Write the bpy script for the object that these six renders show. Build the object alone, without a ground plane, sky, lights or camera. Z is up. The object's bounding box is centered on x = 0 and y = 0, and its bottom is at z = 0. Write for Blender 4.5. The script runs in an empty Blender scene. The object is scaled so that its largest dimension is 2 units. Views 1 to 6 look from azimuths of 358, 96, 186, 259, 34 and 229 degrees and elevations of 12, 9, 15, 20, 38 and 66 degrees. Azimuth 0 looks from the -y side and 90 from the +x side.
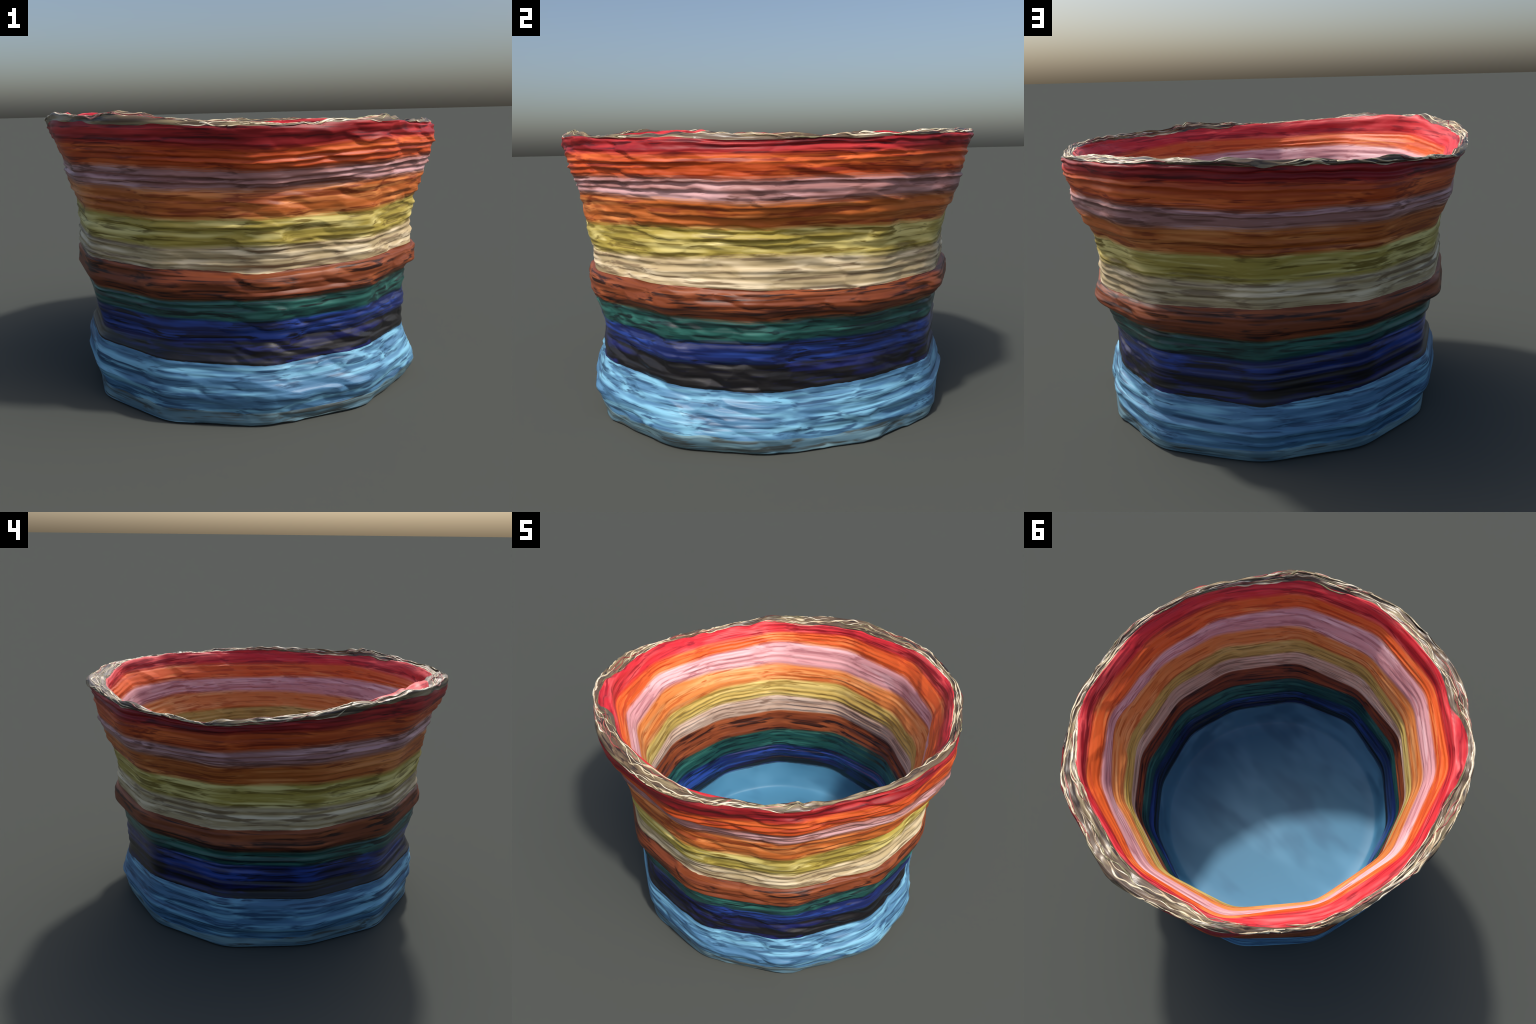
"""Hand-built twelve-sided papier-mache bowl, painted in horizontal bands.

The wall is lofted through named rings.  Each ring has twelve corners (the wall
is a soft dodecagon); a ring gives the radius and the height at each corner.
Ridges, creases, facets and lumps are displaced on the fine loft, then the
surface is parted into its painted bands, rim, floor and underside.
"""
import bpy, math
import numpy as np

COLS = 768                                   # points round the bowl
CORNER = np.radians([4, 35, 62, 94, 124, 154, 184, 214.5, 245, 274.5, 305, 337.5])

# ---------------------------------------------------------------- outer rings
# (name, radius at the twelve corners, height at the twelve corners), foot -> rim
OUTER = [
    ("foot",  [.848,.835,.852,.830,.832,.831,.808,.848,.873,.862,.870,.854], [0,0,0,0,0,0,0,0,0,0,0,0]),
    ("heel",  [.868,.836,.874,.856,.846,.832,.824,.849,.870,.882,.884,.912],
              [.078,.069,.067,.068,.069,.070,.069,.072,.073,.069,.060,.085]),
    ("bulge", [.852,.842,.864,.868,.858,.852,.854,.864,.888,.904,.908,.888],
              [.131,.130,.134,.131,.135,.137,.131,.141,.139,.134,.125,.132]),
    ("black", [.820,.796,.839,.838,.832,.842,.829,.852,.872,.872,.857,.840],
              [.245,.255,.264,.255,.280,.294,.287,.294,.288,.272,.272,.258]),
    ("blue",  [.818,.789,.837,.834,.838,.830,.798,.824,.838,.848,.842,.844],
              [.361,.357,.356,.357,.384,.382,.363,.355,.372,.383,.376,.355]),
    ("green", [.834,.811,.847,.836,.850,.832,.820,.850,.862,.885,.858,.846],
              [.457,.450,.455,.452,.484,.474,.461,.468,.471,.467,.464,.450]),
    ("brown", [.846,.836,.846,.852,.856,.846,.840,.858,.872,.900,.878,.852],
              [.543,.541,.543,.541,.555,.552,.550,.547,.552,.565,.557,.547]),
    ("ridge", [.878,.888,.896,.898,.896,.898,.880,.881,.899,.920,.898,.898],
              [.603,.598,.598,.598,.602,.602,.600,.600,.602,.604,.605,.602]),
    ("cream", [.869,.862,.869,.876,.880,.874,.868,.878,.884,.873,.880,.876],
              [.670,.662,.669,.683,.678,.679,.684,.690,.688,.679,.687,.680]),
    ("yellow",[.867,.863,.866,.870,.874,.863,.860,.860,.876,.898,.886,.872],
              [.808,.786,.787,.788,.790,.794,.793,.782,.784,.796,.781,.790]),
    ("amber", [.888,.884,.894,.893,.888,.868,.868,.873,.883,.922,.908,.894],
              [.907,.905,.897,.900,.899,.908,.916,.904,.900,.909,.903,.918]),
    ("pink",  [.954,.943,.950,.937,.938,.910,.907,.905,.907,.914,.932,.928],
              [1.006,1.015,1.010,1.013,1.008,1.007,1.026,1.023,1.023,1.016,1.029,1.022]),
    ("orange",[.964,.960,.977,.956,.974,.930,.920,.924,.928,.950,.958,.953],
              [1.100,1.102,1.099,1.087,1.092,1.083,1.114,1.116,1.111,1.092,1.107,1.108]),
    ("red",   [.966,.980,.998,.974,.992,.946,.948,.979,.974,.984,.979,.974],
              [1.187,1.189,1.194,1.190,1.170,1.170,1.198,1.218,1.204,1.178,1.207,1.193]),
    ("lip",   [.954,.982,1.014,1.002,.984,.968,.970,1.002,.996,1.008,.988,.956],
              [1.238,1.244,1.258,1.254,1.240,1.212,1.258,1.298,1.280,1.258,1.272,1.254]),
    ("rim",   [.948,.972,1.002,1.002,.980,.968,.966,.992,.992,1.008,.972,.928],
              [1.252,1.246,1.259,1.262,1.244,1.226,1.272,1.336,1.300,1.278,1.271,1.270]),
]
# ---------------------------------------------------------------- inner rings
# (name, radius at the twelve corners, height at the twelve corners), lip -> floor
INNER = [
    ("lip",    [.918,.938,.926,.906,.930,.932,.930,.910,.906,.930,.950,.912], [1.241,1.257,1.268,1.247,1.219,1.203,1.279,1.328,1.309,1.279,1.259,1.236]),
    ("red",    [.870,.893,.898,.888,.908,.868,.870,.884,.880,.892,.894,.880], [1.168,1.188,1.206,1.203,1.176,1.170,1.204,1.233,1.221,1.184,1.190,1.168]),
    ("orange", [.816,.838,.848,.868,.886,.842,.842,.838,.846,.868,.868,.836], [1.078,1.099,1.118,1.120,1.120,1.106,1.140,1.156,1.158,1.127,1.109,1.085]),
    ("pink",   [.812,.836,.820,.822,.832,.814,.804,.792,.800,.814,.828,.808], [.986,1.005,.997,.985,.982,1.000,1.045,1.054,1.034,.996,.984,.983]),
    ("amber",  [.768,.778,.782,.804,.796,.776,.766,.764,.774,.802,.812,.780], [.877,.886,.891,.897,.890,.888,.891,.885,.887,.893,.881,.884]),
    ("yellow", [.758,.760,.768,.782,.776,.768,.765,.752,.768,.792,.792,.764], [.794,.776,.775,.776,.776,.777,.776,.770,.776,.790,.778,.784]),
    ("cream",  [.752,.756,.774,.786,.780,.780,.775,.770,.776,.768,.778,.758], [.652,.656,.667,.672,.656,.652,.664,.683,.688,.675,.668,.656]),
    ("brown",  [.740,.740,.762,.768,.762,.746,.744,.748,.758,.772,.758,.742], [.523,.545,.553,.536,.518,.507,.524,.558,.574,.567,.533,.512]),
    ("green",  [.732,.724,.746,.752,.750,.732,.720,.742,.746,.756,.742,.722], [.398,.420,.425,.398,.388,.388,.425,.478,.488,.457,.402,.380]),
    ("blue",   [.724,.710,.727,.746,.740,.722,.700,.714,.726,.744,.734,.716], [.340,.350,.348,.325,.302,.290,.294,.312,.335,.345,.337,.328]),
]
SHORE_R = [.722,.712,.720,.744,.740,.726,.706,.716,.732,.756,.740,.714]      # where the light blue begins inside
SHORE_Z = [.242,.240,.245,.250,.245,.234,.226,.230,.244,.258,.260,.252]
FLOOR_EDGE, FLOOR_Z = .675, .056

# ---------------------------------------------------------------- noise tools
def hashed(*ints, seed=0):
    h = np.full(np.broadcast(*ints).shape, 2166136261 ^ (seed * 7919), dtype=np.uint64)
    for k in ints:
        h = ((h ^ (k.astype(np.int64) & 0xffffffff).astype(np.uint64)) * np.uint64(16777619)) & np.uint64(0xffffffff)
        h = h ^ (h >> np.uint64(15)); h = (h * np.uint64(2246822519)) & np.uint64(0xffffffff)
    h = h ^ (h >> np.uint64(13))
    return h.astype(np.float64) / 2147483648.0 - 1.0

def noise2(a, b, period, seed):
    """smooth value noise, periodic in a"""
    a0, b0 = np.floor(a), np.floor(b)
    fa, fb = a - a0, b - b0
    fa = fa*fa*(3-2*fa); fb = fb*fb*(3-2*fb)
    g = lambda i, j: hashed((a0+i) % period, b0+j, seed=seed)
    return (g(0,0)*(1-fa)+g(1,0)*fa)*(1-fb) + (g(0,1)*(1-fa)+g(1,1)*fa)*fb

def facets(a, b, period, seed):
    """heights on a jittered triangle lattice, flat inside each triangle"""
    a0, b0 = np.floor(a), np.floor(b)
    fa, fb = a - a0, b - b0
    g = lambda i, j: hashed((a0+i) % period, b0+j, seed=seed)
    lower = fa + fb < 1
    low = g(0,0)*(1-fa-fb) + g(1,0)*fa + g(0,1)*fb
    up = g(1,1)*(fa+fb-1) + g(1,0)*(1-fb) + g(0,1)*(1-fa)
    return np.where(lower, low, up)

TURN = np.arange(COLS) / COLS                # 0..1 round the bowl
THETA = TURN * 2*np.pi

def around(freq, seed):                      # 1-D periodic noise
    return noise2(TURN*freq, np.zeros(COLS)+.5, freq, seed)

# ---------------------------------------------------------------- rings
def polygon_ring(radii, heights, soft):
    """the dodecagon through the corners, its corners rounded by `soft` degrees"""
    n = 3600
    t = np.arange(n) / n * 2*np.pi
    ca = np.concatenate([CORNER, [CORNER[0] + 2*np.pi]])
    t = np.where(t < ca[0], t + 2*np.pi, t)
    k = np.clip(np.searchsorted(ca, t, side="right") - 1, 0, 11)
    x = np.asarray(radii)*np.cos(CORNER); y = np.asarray(radii)*np.sin(CORNER)
    ax, ay, bx, by = x[k], y[k], np.roll(x,-1)[k], np.roll(y,-1)[k]
    dx, dy = np.cos(t), np.sin(t)            # where the ray at t meets the chord
    ex, ey = bx-ax, by-ay
    r = (ax*ey - ay*ex) / (dx*ey - dy*ex)
    f = np.hypot(r*dx-ax, r*dy-ay) / np.hypot(ex, ey)
    h = np.asarray(heights, float); h2 = np.roll(h, -1)
    f2 = f*f*(3-2*f)*.5 + f*.5
    z = h[k]*(1-f2) + h2[k]*f2
    w = np.exp(-.5*((np.arange(n) - n/2)/(soft*10))**2); w /= w.sum()
    blur = lambda q: np.real(np.fft.ifft(np.fft.fft(q)*np.fft.fft(np.fft.ifftshift(w))))
    r, z = blur(r), blur(z)
    i = np.arange(COLS)*n/COLS
    r = np.interp(i, np.arange(n+1), np.append(r, r[0])); z = np.interp(i, np.arange(n+1), np.append(z, z[0]))
    return r, z

O = {n: polygon_ring(r, z, 6 if n in ("rim", "lip") else 3.2) for n, r, z in OUTER}
rings, names = [], []                        # the profile, from the foot centre round to the floor centre
def ring(name, r, z): names.append(name); rings.append(np.stack([r + 0*THETA, z + 0*THETA]))

fr, fz = O["foot"]
ring("under_centre", .004, .012)
ring("under_mid", fr*.55, .010)
ring("under_edge", fr - .03, .004)
ring("foot", fr, fz + .002)
for n in ("heel", "bulge"): ring(n, *O[n])
br, bz = O["black"]; lr, lz = O["blue"]
ledge = .002 + .010*np.clip(around(9, 3) + .2, 0, 1)          # light-blue lip under the black band
ring("shoulder", br + ledge*.9 + .004, bz - .030)
ring("black", br + ledge*.3, bz)
ring("waist", br*.45 + lr*.55 - ledge*.9, bz*.55 + lz*.45)
for n in ("blue", "green", "brown", "ridge"): ring(n, *O[n])
cr, cz = O["cream"]; rr, rz = O["ridge"]
ring("ledge", cr*.22 + rr*.78, cz - .020)
ring("cream", cr - .002, cz)
for n in ("yellow", "amber", "pink", "orange", "red", "lip", "rim"): ring(n, *O[n])
inner = {}
for n, r, z in INNER: inner[n] = polygon_ring(r, z, 3.2 if n != "lip" else 6)
xr, xz = O["rim"]; ir, iz = inner["lip"]
# the torn lip: dips, peaks and one step, with folds of uneven width
tear = .009*around(9, 71) + .011*around(19, 5) + .009*around(41, 6) + .006*around(97, 7)
step_at = np.radians(309); tear = tear + .016*np.clip((step_at-THETA)/.02, 0, 1)*np.exp(-np.clip(step_at-THETA, 0, 9)/.35)
fold = .020*around(11, 8) + .012*around(29, 9)
curl = np.exp(-((THETA - np.radians(201))/np.radians(7))**2)        # one corner curls outward
rings[-1] = np.stack([xr + .006*around(29, 10) + .022*curl, xz + tear + .004*curl])
iz = iz + .35*tear; ir = ir - fold*.6
ring("crest", xr*.5 + ir*.5, xz*.55 + iz*.45 + tear*.8 + .006*around(53, 4))
for n, *_ in INNER: ring("in_" + n, *((ir, iz) if n == "lip" else inner[n]))
ring("shore", *polygon_ring(SHORE_R, SHORE_Z, 3.6))
er, ez = polygon_ring(np.array(SHORE_R)*.4 + FLOOR_EDGE*.6 - .012, [FLOOR_Z]*12, 9)
ring("floor_rise", er + .020, ez + .070)
ring("floor_edge", er - .006, ez + .014)
ring("floor_in", er*.88, ez + .002)
ring("floor_mid", er*.5, ez - .002)
ring("floor_centre", .004, FLOOR_Z - .002)
R = np.array(rings)                          # ring, (r z), column

# ---------------------------------------------------------------- profile by arc length
seg = np.hypot(np.diff(R[:,0].mean(1)), np.diff(R[:,1].mean(1)))
S = np.concatenate([[0], np.cumsum(seg)])
at = {n: S[i] for i, n in enumerate(names)}

def pchip_slopes(Y):
    h = np.diff(S)[:,None]; d = np.diff(Y, axis=0)/h
    m = np.zeros_like(Y)
    w1 = 2*h[1:]+h[:-1]; w2 = h[1:]+2*h[:-1]
    ok = d[1:]*d[:-1] > 0
    with np.errstate(divide="ignore", invalid="ignore"):
        m[1:-1] = np.where(ok, (w1+w2)/(w1/d[:-1]+w2/d[1:]), 0)
    m[0], m[-1] = d[0], d[-1]
    return m
MR, MZ = pchip_slopes(R[:,0]), pchip_slopes(R[:,1])

def profile(s):                              # s: rows x COLS of arc length
    i = np.clip(np.searchsorted(S, s.ravel(), side="right")-1, 0, len(S)-2).reshape(s.shape)
    c = np.broadcast_to(np.arange(COLS), s.shape)
    h = S[i+1]-S[i]; t = (s-S[i])/h
    h00 = 2*t**3-3*t**2+1; h10 = t**3-2*t**2+t; h01 = -2*t**3+3*t**2; h11 = t**3-t**2
    f = lambda Y, M: h00*Y[i,c] + h10*h*M[i,c] + h01*Y[i+1,c] + h11*h*M[i+1,c]
    return f(R[:,0], MR), f(R[:,1], MZ)

# ---------------------------------------------------------------- the parts along the profile
# part, from ring, to ring, row spacing, ridges across it, ridge depth, thread depth
PARTS = [
    ("underside",       "under_centre", "foot",   .022, 0, 0,     .001),
    ("foot_edge",       "foot",   "heel",         .0045, 0, 0, .0014),
    ("light_blue_base", "heel",   "black",        .0040, 2.6, .0065, .0012),
    ("black_band",      "black",  "blue",         .0042, 1.7, .0035, .0010),
    ("cobalt_band",     "blue",   "green",        .0042, 1.8, .0045, .0010),
    ("green_band",      "green",  "brown",        .0042, 2.0, .0055, .0010),
    ("brown_band",      "brown",  "cream",        .0042, 1.8, .0040, .0014),
    ("cream_band",      "cream",  "yellow",       .0042, 3.2, .0055, .0016),
    ("yellow_band",     "yellow", "amber",        .0042, 2.5, .0075, .0012),
    ("amber_band",      "amber",  "pink",         .0042, 2.2, .0060, .0012),
    ("pink_band",       "pink",   "orange",       .0042, 2.3, .0070, .0012),
    ("orange_band",     "orange", "red",          .0042, 2.5, .0060, .0012),
    ("red_band",        "red",    "lip",          .0042, 1.4, .0050, .0014),
    ("rim",             "lip",    "in_lip",       .0032, 0, 0,     .0030),
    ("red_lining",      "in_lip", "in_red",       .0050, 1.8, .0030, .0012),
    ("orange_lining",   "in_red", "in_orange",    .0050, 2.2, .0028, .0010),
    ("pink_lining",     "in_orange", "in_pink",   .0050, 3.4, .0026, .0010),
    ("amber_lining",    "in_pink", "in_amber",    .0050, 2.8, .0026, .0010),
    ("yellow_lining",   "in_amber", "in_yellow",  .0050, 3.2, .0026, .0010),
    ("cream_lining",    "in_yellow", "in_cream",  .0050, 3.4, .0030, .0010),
    ("brown_lining",    "in_cream", "in_brown",   .0050, 2.4, .0028, .0010),
    ("green_lining",    "in_brown", "in_green",   .0055, 2.2, .0028, .0010),
    ("cobalt_lining",   "in_green", "in_blue",    .0055, 2.2, .0028, .0010),
    ("black_lining",    "in_blue", "shore",       .0060, 1.5, .0025, .0010),
    ("floor",           "shore", "floor_centre",  .0085, 0, 0,     0),
]
# colours that were brushed into each other while wet: two smeared strips at the seam
SOFT = {"green": .006, "brown": .006, "yellow": .007, "amber": .008, "pink": .009, "orange": .008, "red": .008,
        "blue": .004, "in_red": .008, "in_orange": .008, "in_pink": .008, "in_amber": .007, "in_yellow": .006,
        "in_cream": .004, "in_brown": .005, "in_green": .006, "in_blue": .007, "shore": .007}
blended = []
for pn, a, b, *rest in PARTS:
    a2 = a + "+" if a in SOFT else a
    b2 = b + "-" if b in SOFT else b
    blended.append((pn, a2, b2, *rest))
    if b in SOFT:
        nxt = next(q[0] for q in PARTS if q[1] == b)
        blended.append((pn + ">" + nxt + ">.33", b + "-", b, .003, 0, 0, .0010))
        blended.append((pn + ">" + nxt + ">.67", b, b + "+", .003, 0, 0, .0010))
PARTS = blended
for n, w in SOFT.items(): at[n + "-"], at[n + "+"] = at[n] - w, at[n] + w

def edge_line(name, k):                      # ragged brush edge between two colours
    if name in ("under_centre", "floor_centre"): return np.full(COLS, at[name])
    core = name.rstrip("+-"); k0 = sum(map(ord, core)) % 50
    rag = .0040 if not name.startswith(("in_", "shore")) else .0050
    if name == "foot": rag = 0
    if name == "heel": return at[name] - .010 + .014*around(19, 39) + .008*around(61, 38)
    if name == "lip": return at[name] + .012*around(11, 51) + .010*around(29, 52) + .004*around(97, 53)
    if name == "in_lip": return at[name] - .010 + .026*around(13, 54) + .014*around(37, 55) + .005*around(101, 56)
    own = .5 if name == core else 0
    q = sum(map(ord, name)) % 97
    wobble = rag*(.9*around(17, 40+k0) + .7*around(31, 45+k0))            # shared by the three lines of a seam
    if core in SOFT: return at[name] + wobble + SOFT[core]*.42*(around(71, 100+q) + .6*around(211, 200+q))*(1 if name != core else .8)
    return at[name] + wobble + rag*(.5*around(97, 60+q) + .35*around(301, 80+q))
rows_s, rows_t, part_of_row, spans = [], [], [], []
cursor = 0
for k, (pn, a, b, step, *_r) in enumerate(PARTS):
    sa, sb = edge_line(a, k), edge_line(b, k+1)
    n = max(2, int(round((at[b]-at[a])/step)))
    for j in range(n):
        t = j/n
        rows_s.append(sa*(1-t) + sb*t); rows_t.append(t); part_of_row.append(k)
    spans.append((cursor, cursor+n)); cursor += n
rows_s.append(np.full(COLS, at["floor_centre"])); rows_t.append(1.); part_of_row.append(len(PARTS)-1)
s = np.array(rows_s); t = np.array(rows_t)[:,None]; part = np.array(part_of_row)
rad, hgt = profile(s)
P = np.stack([rad*np.cos(THETA), rad*np.sin(THETA), hgt], 2)

# ---------------------------------------------------------------- relief
def grid_normals(P):
    du = np.roll(P,-1,1)-np.roll(P,1,1); dv = np.gradient(P, axis=0)
    n = np.cross(du, dv); l = np.linalg.norm(n, axis=2, keepdims=True)
    return n/np.maximum(l, 1e-9)
T2 = np.broadcast_to(TURN, s.shape)
D = np.zeros_like(s)
outer_wall = ((s > at["foot"]) & (s < at["lip"])).astype(float)
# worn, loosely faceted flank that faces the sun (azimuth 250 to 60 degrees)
flank = np.clip(np.cos(THETA - np.radians(338))*1.8 + .35, 0, 1)
calm = 1 - .35*flank*outer_wall
for k, (pn, a, b, step, ridges, depth, thread) in enumerate(PARTS):
    m = part == k
    ss, tt, uu = s[m], np.broadcast_to(t, s.shape)[m], T2[m]
    d = np.zeros_like(ss)
    if ridges:
        wander = .45*noise2(uu*5, tt*1.2+k, 5, 11+k) + .13*noise2(uu*14, tt*2, 14, 12+k)
        wave = np.cos(2*np.pi*(ridges*tt + wander))
        wave = 1 - 2*np.abs(np.sin(np.pi*(ridges*tt + wander)))**1.5*.9 if k % 2 else wave   # some folds round, some pinched
        amp = np.clip(.55 + 1.0*noise2(uu*7, tt*ridges, 7, 13+k), .03, 1.5)
        fade = np.clip(np.minimum(tt, 1-tt)*9, 0, 1)
        d += depth*wave*amp*fade*calm[m] - .0025*(1-fade)
    if '>' in pn: d -= .0025
    d += thread*1.3*noise2(uu*10, ss*105, 10, 14) + thread*1.7*noise2(uu*13, ss*46, 13, 15)
    d += thread*.45*noise2(uu*40, ss*210, 40, 16)
    D[m] += d
D += outer_wall*.0035*noise2(T2*13, s*9, 13, 21)
fac = facets(T2*56 + .5*noise2(T2*60, s*24, 60, 23), s*36 + .4*noise2(T2*60, s*24, 60, 24), 56, 25)
D += outer_wall*flank*.0078*fac
fac2 = facets(T2*60 + .4*noise2(T2*40, s*14, 40, 26), s*19, 60, 27)
upper_in = np.clip((at["in_yellow"]-s)/.08, 0, 1)*(s > at["in_lip"])
D += upper_in*np.clip(np.cos(THETA-np.radians(10))+.1, 0, 1)*.006*fac2
# lumpy torn rim
rim_zone = np.exp(-((s-(at["rim"]+.02))/.045)**2)
D += rim_zone*(.010*noise2(T2*34, s*14, 34, 31) + .007*noise2(T2*90, s*40, 90, 32) + .006*noise2(T2*46, s*140, 46, 33))
# knocks along the lower edge of the base
heel_zone = np.exp(-((s-(at["heel"]-.01))/.035)**2)
D += heel_zone*(.006*noise2(T2*40, s*25, 40, 34))
D *= np.clip((s-at["under_edge"])/.03, 0.05, 1)
N = grid_normals(P)
if (N[len(N)//3,:,0]*np.cos(THETA)).mean() < 0: N = -N
P = P + N*D[:,:,None]
P[0], P[-1] = P[0].mean(0), P[-1].mean(0)
low = P[:,:,2].min(); P[:,:,2] -= low
N = grid_normals(P)
if (N[len(N)//3,:,0]*np.cos(THETA)).mean() < 0: N = -N
N[0] = (0,0,-1); N[-1] = (0,0,1)

# ---------------------------------------------------------------- materials
def srgb(c):
    c = np.array(c)/255.
    return tuple(np.where(c <= .04045, c/12.92, ((c+.055)/1.055)**2.4)) + (1,)

PALETTE = {}
def paint(name, base, light, dark, rough=.5, spec=.35, streak=1., speck=None, speck_amount=.0, coat=0, bumpy=.2, scale=1., round_bowl=True):
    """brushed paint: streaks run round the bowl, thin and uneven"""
    mat = bpy.data.materials.new(name); mat.use_nodes = True; PALETTE[mat.name] = (base, light, dark, rough)
    nt = mat.node_tree; nd, ln = nt.nodes, nt.links
    bsdf = nd["Principled BSDF"]
    tc = nd.new("ShaderNodeTexCoord"); sep = nd.new("ShaderNodeSeparateXYZ")
    ln.new(tc.outputs["Object"], sep.inputs[0])
    flat = nd.new("ShaderNodeCombineXYZ"); ln.new(sep.outputs[0], flat.inputs[0]); ln.new(sep.outputs[1], flat.inputs[1])
    norm = nd.new("ShaderNodeVectorMath"); norm.operation = "NORMALIZE"; ln.new(flat.outputs[0], norm.inputs[0])
    leng = nd.new("ShaderNodeVectorMath"); leng.operation = "LENGTH"; ln.new(flat.outputs[0], leng.inputs[0])
    def streaks(around_f, up_f, detail, seed):
        sc = nd.new("ShaderNodeVectorMath"); sc.operation = "MULTIPLY_ADD"
        ln.new(norm.outputs[0], sc.inputs[0]); sc.inputs[1].default_value = (around_f, around_f, 0)
        cz = nd.new("ShaderNodeCombineXYZ"); mz = nd.new("ShaderNodeMath"); mz.operation = "MULTIPLY"
        ln.new(sep.outputs[2], mz.inputs[0]); mz.inputs[1].default_value = up_f
        ln.new(mz.outputs[0], cz.inputs[2]); cz.inputs[0].default_value = seed
        ln.new(cz.outputs[0], sc.inputs[2])
        mr = nd.new("ShaderNodeMath"); mr.operation = "MULTIPLY"; ln.new(leng.outputs["Value"], mr.inputs[0]); mr.inputs[1].default_value = up_f
        no = nd.new("ShaderNodeTexNoise"); no.noise_dimensions = "4D"
        if round_bowl: ln.new(sc.outputs[0], no.inputs["Vector"]); ln.new(mr.outputs[0], no.inputs["W"])
        else:
            mp = nd.new("ShaderNodeMapping"); ln.new(tc.outputs["Object"], mp.inputs[0])
            mp.inputs["Scale"].default_value = (around_f*2, around_f*5, 4); mp.inputs["Rotation"].default_value = (0, 0, .6 + seed*.1)
            ln.new(mp.outputs[0], no.inputs["Vector"]); no.inputs["W"].default_value = seed
        no.inputs["Scale"].default_value = 1; no.inputs["Detail"].default_value = detail; no.inputs["Roughness"].default_value = .6
        return no.outputs["Fac"]
    def ramp(fac, p0, p1):
        r = nd.new("ShaderNodeMapRange"); r.interpolation_type = "SMOOTHSTEP"
        ln.new(fac, r.inputs["Value"]); r.inputs["From Min"].default_value = p0; r.inputs["From Max"].default_value = p1
        return r.outputs["Result"]
    def mix(fac, a, b):
        m = nd.new("ShaderNodeMix"); m.data_type = "RGBA"
        ln.new(fac, m.inputs["Factor"])
        for sock, v in ((m.inputs[6], a), (m.inputs[7], b)):
            if isinstance(v, tuple): sock.default_value = v
            else: ln.new(v, sock)
        return m.outputs[2]
    n1 = streaks(1.3*scale, 24*scale, 2, 3.1); n2 = streaks(1.5*scale, 56*scale, 2.5, 7.7); n3 = streaks(4.5*scale, 130*scale, 3, 1.3)
    col = mix(ramp(n1, .46, .64), srgb(base), srgb(light))
    col = mix(ramp(n2, .48, .64), col, srgb(dark))  # dark tone puts the crease shading between ridges into the colour
    fine = nd.new("ShaderNodeMath"); fine.operation = "MULTIPLY"; ln.new(ramp(n3, .55, .78), fine.inputs[0]); fine.inputs[1].default_value = .45*streak
    col = mix(fine.outputs[0], col, srgb(light))
    if speck:
        v = streaks(38, 120, 2, 5.5)
        f = nd.new("ShaderNodeMath"); f.operation = "MULTIPLY"; ln.new(ramp(v, .70-.12*speck_amount, .76-.10*speck_amount), f.inputs[0]); f.inputs[1].default_value = .85
        col = mix(f.outputs[0], col, srgb(speck))
    ln.new(col, bsdf.inputs["Base Color"])
    bsdf.inputs["Roughness"].default_value = rough
    bsdf.inputs["Specular IOR Level"].default_value = spec
    bsdf.inputs["Coat Weight"].default_value = coat
    bsdf.inputs["Coat Roughness"].default_value = .25
    bump = nd.new("ShaderNodeBump"); bump.inputs["Strength"].default_value = bumpy; bump.inputs["Distance"].default_value = .004
    ln.new(n2, bump.inputs["Height"]); ln.new(bump.outputs[0], bsdf.inputs["Normal"])
    return mat

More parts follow.
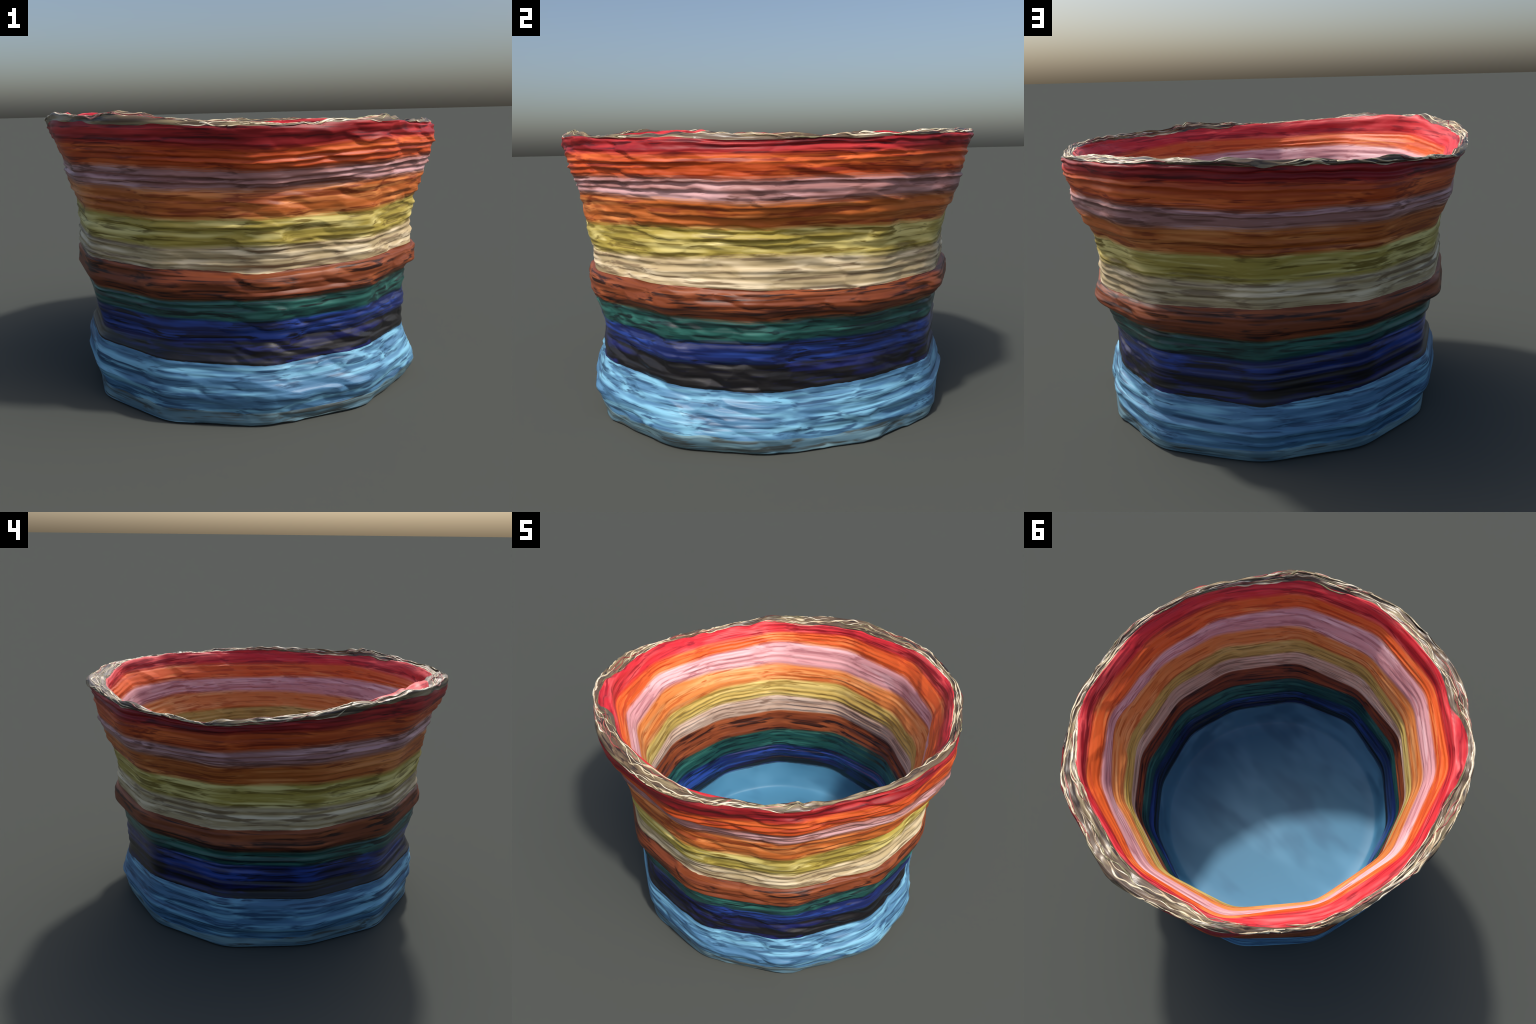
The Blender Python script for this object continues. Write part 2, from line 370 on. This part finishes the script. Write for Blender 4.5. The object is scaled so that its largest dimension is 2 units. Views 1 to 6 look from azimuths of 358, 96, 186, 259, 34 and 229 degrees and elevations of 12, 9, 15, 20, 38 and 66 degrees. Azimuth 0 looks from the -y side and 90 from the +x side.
M = {
    "red":    paint("red_paint",    (142, 25, 31),  (192, 49, 50),  (92, 16, 25), .5),
    "orange": paint("orange_paint", (192, 76, 29),  (228, 108, 50), (142, 46, 20), .5),
    "pink":   paint("pink_paint",   (168, 118, 114),(216, 168, 170),(122, 80, 74), .5),
    "amber":  paint("amber_paint",  (188, 100, 43), (222, 138, 76), (142, 64, 26), .5),
    "yellow": paint("yellow_paint", (172, 153, 70), (224, 208, 132),(124, 106, 42), .5),
    "cream":  paint("cream_paint",  (180, 160, 121),(226, 208, 174),(132, 112, 84), .55),
    "brown":  paint("brown_paint",  (120, 58, 30),  (150, 80, 45),  (50, 22, 15), .5, .35),
    "green":  paint("green_paint",  (23, 71, 67),   (50, 110, 101), (9, 33, 35), .4, .5, coat=.12),
    "cobalt": paint("cobalt_paint", (20, 34, 90),  (40, 70, 154),  (11, 13, 38), .34, .5, coat=.2),
    "black":  paint("black_paint",  (21, 19, 22),   (25, 31, 88),   (12, 11, 13), .4, .4, .5, coat=.12),
    "lightblue": paint("light_blue_paint", (77, 122, 158), (122, 180, 208), (48, 82, 114), .45),
    "foot":   paint("scuffed_foot_paint", (84, 116, 132), (122, 156, 166), (70, 78, 78), .55),  # greyer, darker version of the light blue for the strip from foot to heel
    "floor":  paint("pool_blue_paint", (76, 134, 168), (94, 152, 186), (64, 116, 150), .5, streak=.2, bumpy=.04, scale=.5, round_bowl=False),
    "rim":    paint("bare_rim_clay", (100, 80, 62), (150, 132, 98), (52, 38, 32), .4, .5, 1., coat=.15, bumpy=.5, scale=1.3),
    "fold":   paint("torn_paper_fold", (222, 204, 168), (244, 234, 210), (168, 140, 108), .4, .5, 1., bumpy=.3, scale=1.5),
    "fold_red":   paint("red_stained_fold", (158, 74, 66), (206, 150, 136), (96, 40, 38), .4, .5, 1., bumpy=.3, scale=1.5),
    "fold_olive": paint("olive_fold", (124, 116, 82), (178, 170, 130), (70, 62, 44), .4, .5, 1., bumpy=.3, scale=1.5),
    "under":  paint("underside_paint", (88, 128, 150), (120, 150, 166), (60, 90, 112), .6),
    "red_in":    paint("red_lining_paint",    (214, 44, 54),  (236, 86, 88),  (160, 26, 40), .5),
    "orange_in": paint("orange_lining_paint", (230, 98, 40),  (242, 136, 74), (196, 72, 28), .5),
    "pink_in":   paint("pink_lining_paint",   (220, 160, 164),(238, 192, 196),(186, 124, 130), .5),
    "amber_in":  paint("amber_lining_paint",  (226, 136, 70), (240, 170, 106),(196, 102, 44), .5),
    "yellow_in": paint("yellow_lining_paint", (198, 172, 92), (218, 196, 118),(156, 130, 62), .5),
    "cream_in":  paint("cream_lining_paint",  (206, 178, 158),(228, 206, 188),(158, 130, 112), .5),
}
BLENDS = {}
def material_for(pn):
    if ">" in pn:
        a, b, f = pn.split(">"); f = float(f)
        if pn not in BLENDS:
            A, B = PALETTE[material_for(a).name], PALETTE[material_for(b).name]
            m = [tuple(A[i][c]*(1-f) + B[i][c]*f for c in range(3)) for i in range(3)]
            BLENDS[pn] = paint("wet_blend", *m, A[3]*(1-f) + B[3]*f)
            PALETTE.pop(BLENDS[pn].name, None)
        return BLENDS[pn]
    if pn == "light_blue_base": return M["lightblue"]
    if pn == "foot_edge": return M["foot"]
    if pn == "floor": return M["floor"]
    if pn == "rim": return M["rim"]
    if pn == "underside": return M["under"]
    colour = pn.split("_")[0]
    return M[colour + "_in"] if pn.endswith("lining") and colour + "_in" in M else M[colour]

# ---------------------------------------------------------------- build the objects
bowl = bpy.data.objects.new("bowl", None)
bpy.context.scene.collection.objects.link(bowl)
bowl["label"] = "hand-made twelve-sided flaring bowl painted in rainbow bands"
bowl["category"] = "bowl"

def add_part(name, r0, r1, kind=None):
    rows = r1 - r0 + 1
    pts = P[r0:r1+1].reshape(-1, 3); nor = N[r0:r1+1].reshape(-1, 3)
    i = np.arange(rows-1)[:,None]*COLS; j = np.arange(COLS)[None,:]; j2 = (j+1) % COLS
    quads = np.stack([i+j, i+j2, i+COLS+j2, i+COLS+j], 2).reshape(-1, 4)
    mesh = bpy.data.meshes.new(name)
    mesh.vertices.add(len(pts)); mesh.vertices.foreach_set("co", pts.ravel())
    mesh.loops.add(quads.size); mesh.loops.foreach_set("vertex_index", quads.ravel())
    mesh.polygons.add(len(quads)); mesh.polygons.foreach_set("loop_start", np.arange(len(quads))*4)
    mesh.update(calc_edges=True)
    mesh.polygons.foreach_set("use_smooth", np.ones(len(quads), bool))
    mesh.validate()
    if len(mesh.vertices) == len(nor): mesh.normals_split_custom_set_from_vertices(nor.tolist())
    ob = bpy.data.objects.new(name, mesh)
    ob.data.materials.append(material_for(kind or name)); ob.parent = bowl
    bpy.context.scene.collection.objects.link(ob)
    return ob

for k, spec in enumerate(PARTS):
    add_part(spec[0] if '>' not in spec[0] else 'paint_smear', spans[k][0], spans[k][1], spec[0])

# ---------------------------------------------------------------- torn paper folds along the rim
# pale, flattened strands that run round the rim, wander across it and taper out
rng = np.random.default_rng(7)
s_col = s.mean(1)
row_of = lambda sv: np.interp(sv, s_col, np.arange(len(s_col)))
def on_surface(row, col):
    r0 = np.clip(np.floor(row).astype(int), 0, len(P)-2); c0 = np.floor(col).astype(int)
    fr, fc = (row-r0)[:,None], (col-c0)[:,None]
    a, b = c0 % COLS, (c0+1) % COLS
    bil = lambda G: (G[r0,a]*(1-fc)+G[r0,b]*fc)*(1-fr) + (G[r0+1,a]*(1-fc)+G[r0+1,b]*fc)*fr
    return bil(P), bil(N)
def paper_fold(start, length, s0, drift, width, height, seed):
    n = max(12, int(length/.006)); k = np.linspace(0, 1, n)
    col = (start + k*length/(2*np.pi*.97))*COLS
    wob = sum(np.sin(2*np.pi*(f*k*length/.25 + rng.random()))*w2 for f, w2 in ((.6, .005), (1.3, .003), (2.9, .0012)))
    pos, nor = on_surface(row_of(s0 + drift*(k-.5) + wob), col)
    tan = np.gradient(pos, axis=0); tan /= np.linalg.norm(tan, axis=1, keepdims=True)
    side = np.cross(nor, tan); side /= np.linalg.norm(side, axis=1, keepdims=True)
    taper = np.clip(np.minimum(k, 1-k)*7, .12, 1)*(.75 + .45*np.interp(k*11, np.arange(12), rng.uniform(-1, 1, 12)))
    taper = np.clip(taper, .1, 1.4)[:,None]
    m = 8; pts = []
    for q in range(m):
        a = 2*np.pi*q/m
        pts.append(pos + side*np.cos(a)*width*taper + nor*(np.sin(a)*height*taper + .0006))
    pts = np.stack(pts, 1).reshape(-1, 3)
    faces = [(i*m+q, i*m+(q+1)%m, (i+1)*m+(q+1)%m, (i+1)*m+q) for i in range(n-1) for q in range(m)]
    faces += [tuple(range(m-1, -1, -1)), tuple((n-1)*m+q for q in range(m))]
    mesh = bpy.data.meshes.new("paper_fold"); mesh.from_pydata(pts.tolist(), [], faces); mesh.update()
    mesh.polygons.foreach_set("use_smooth", np.ones(len(faces), bool))
    ob = bpy.data.objects.new("paper_fold", mesh); ob.parent = rim_object
    mesh.materials.append(M[("fold", "fold", "fold", "fold_red", "fold_olive")[seed % 5]]); bpy.context.scene.collection.objects.link(ob)
rim_object = bpy.data.objects["rim"]
span = at["in_lip"] - at["lip"]
for i in range(140):
    start = rng.random()
    length = rng.uniform(.12, .50)
    s0 = at["lip"] + span*rng.beta(1.4, 1.3)
    w = rng.uniform(.0022, .0052)
    paper_fold(start, length, s0, rng.normal(0, .010), w, w*rng.uniform(.45, .8), i)
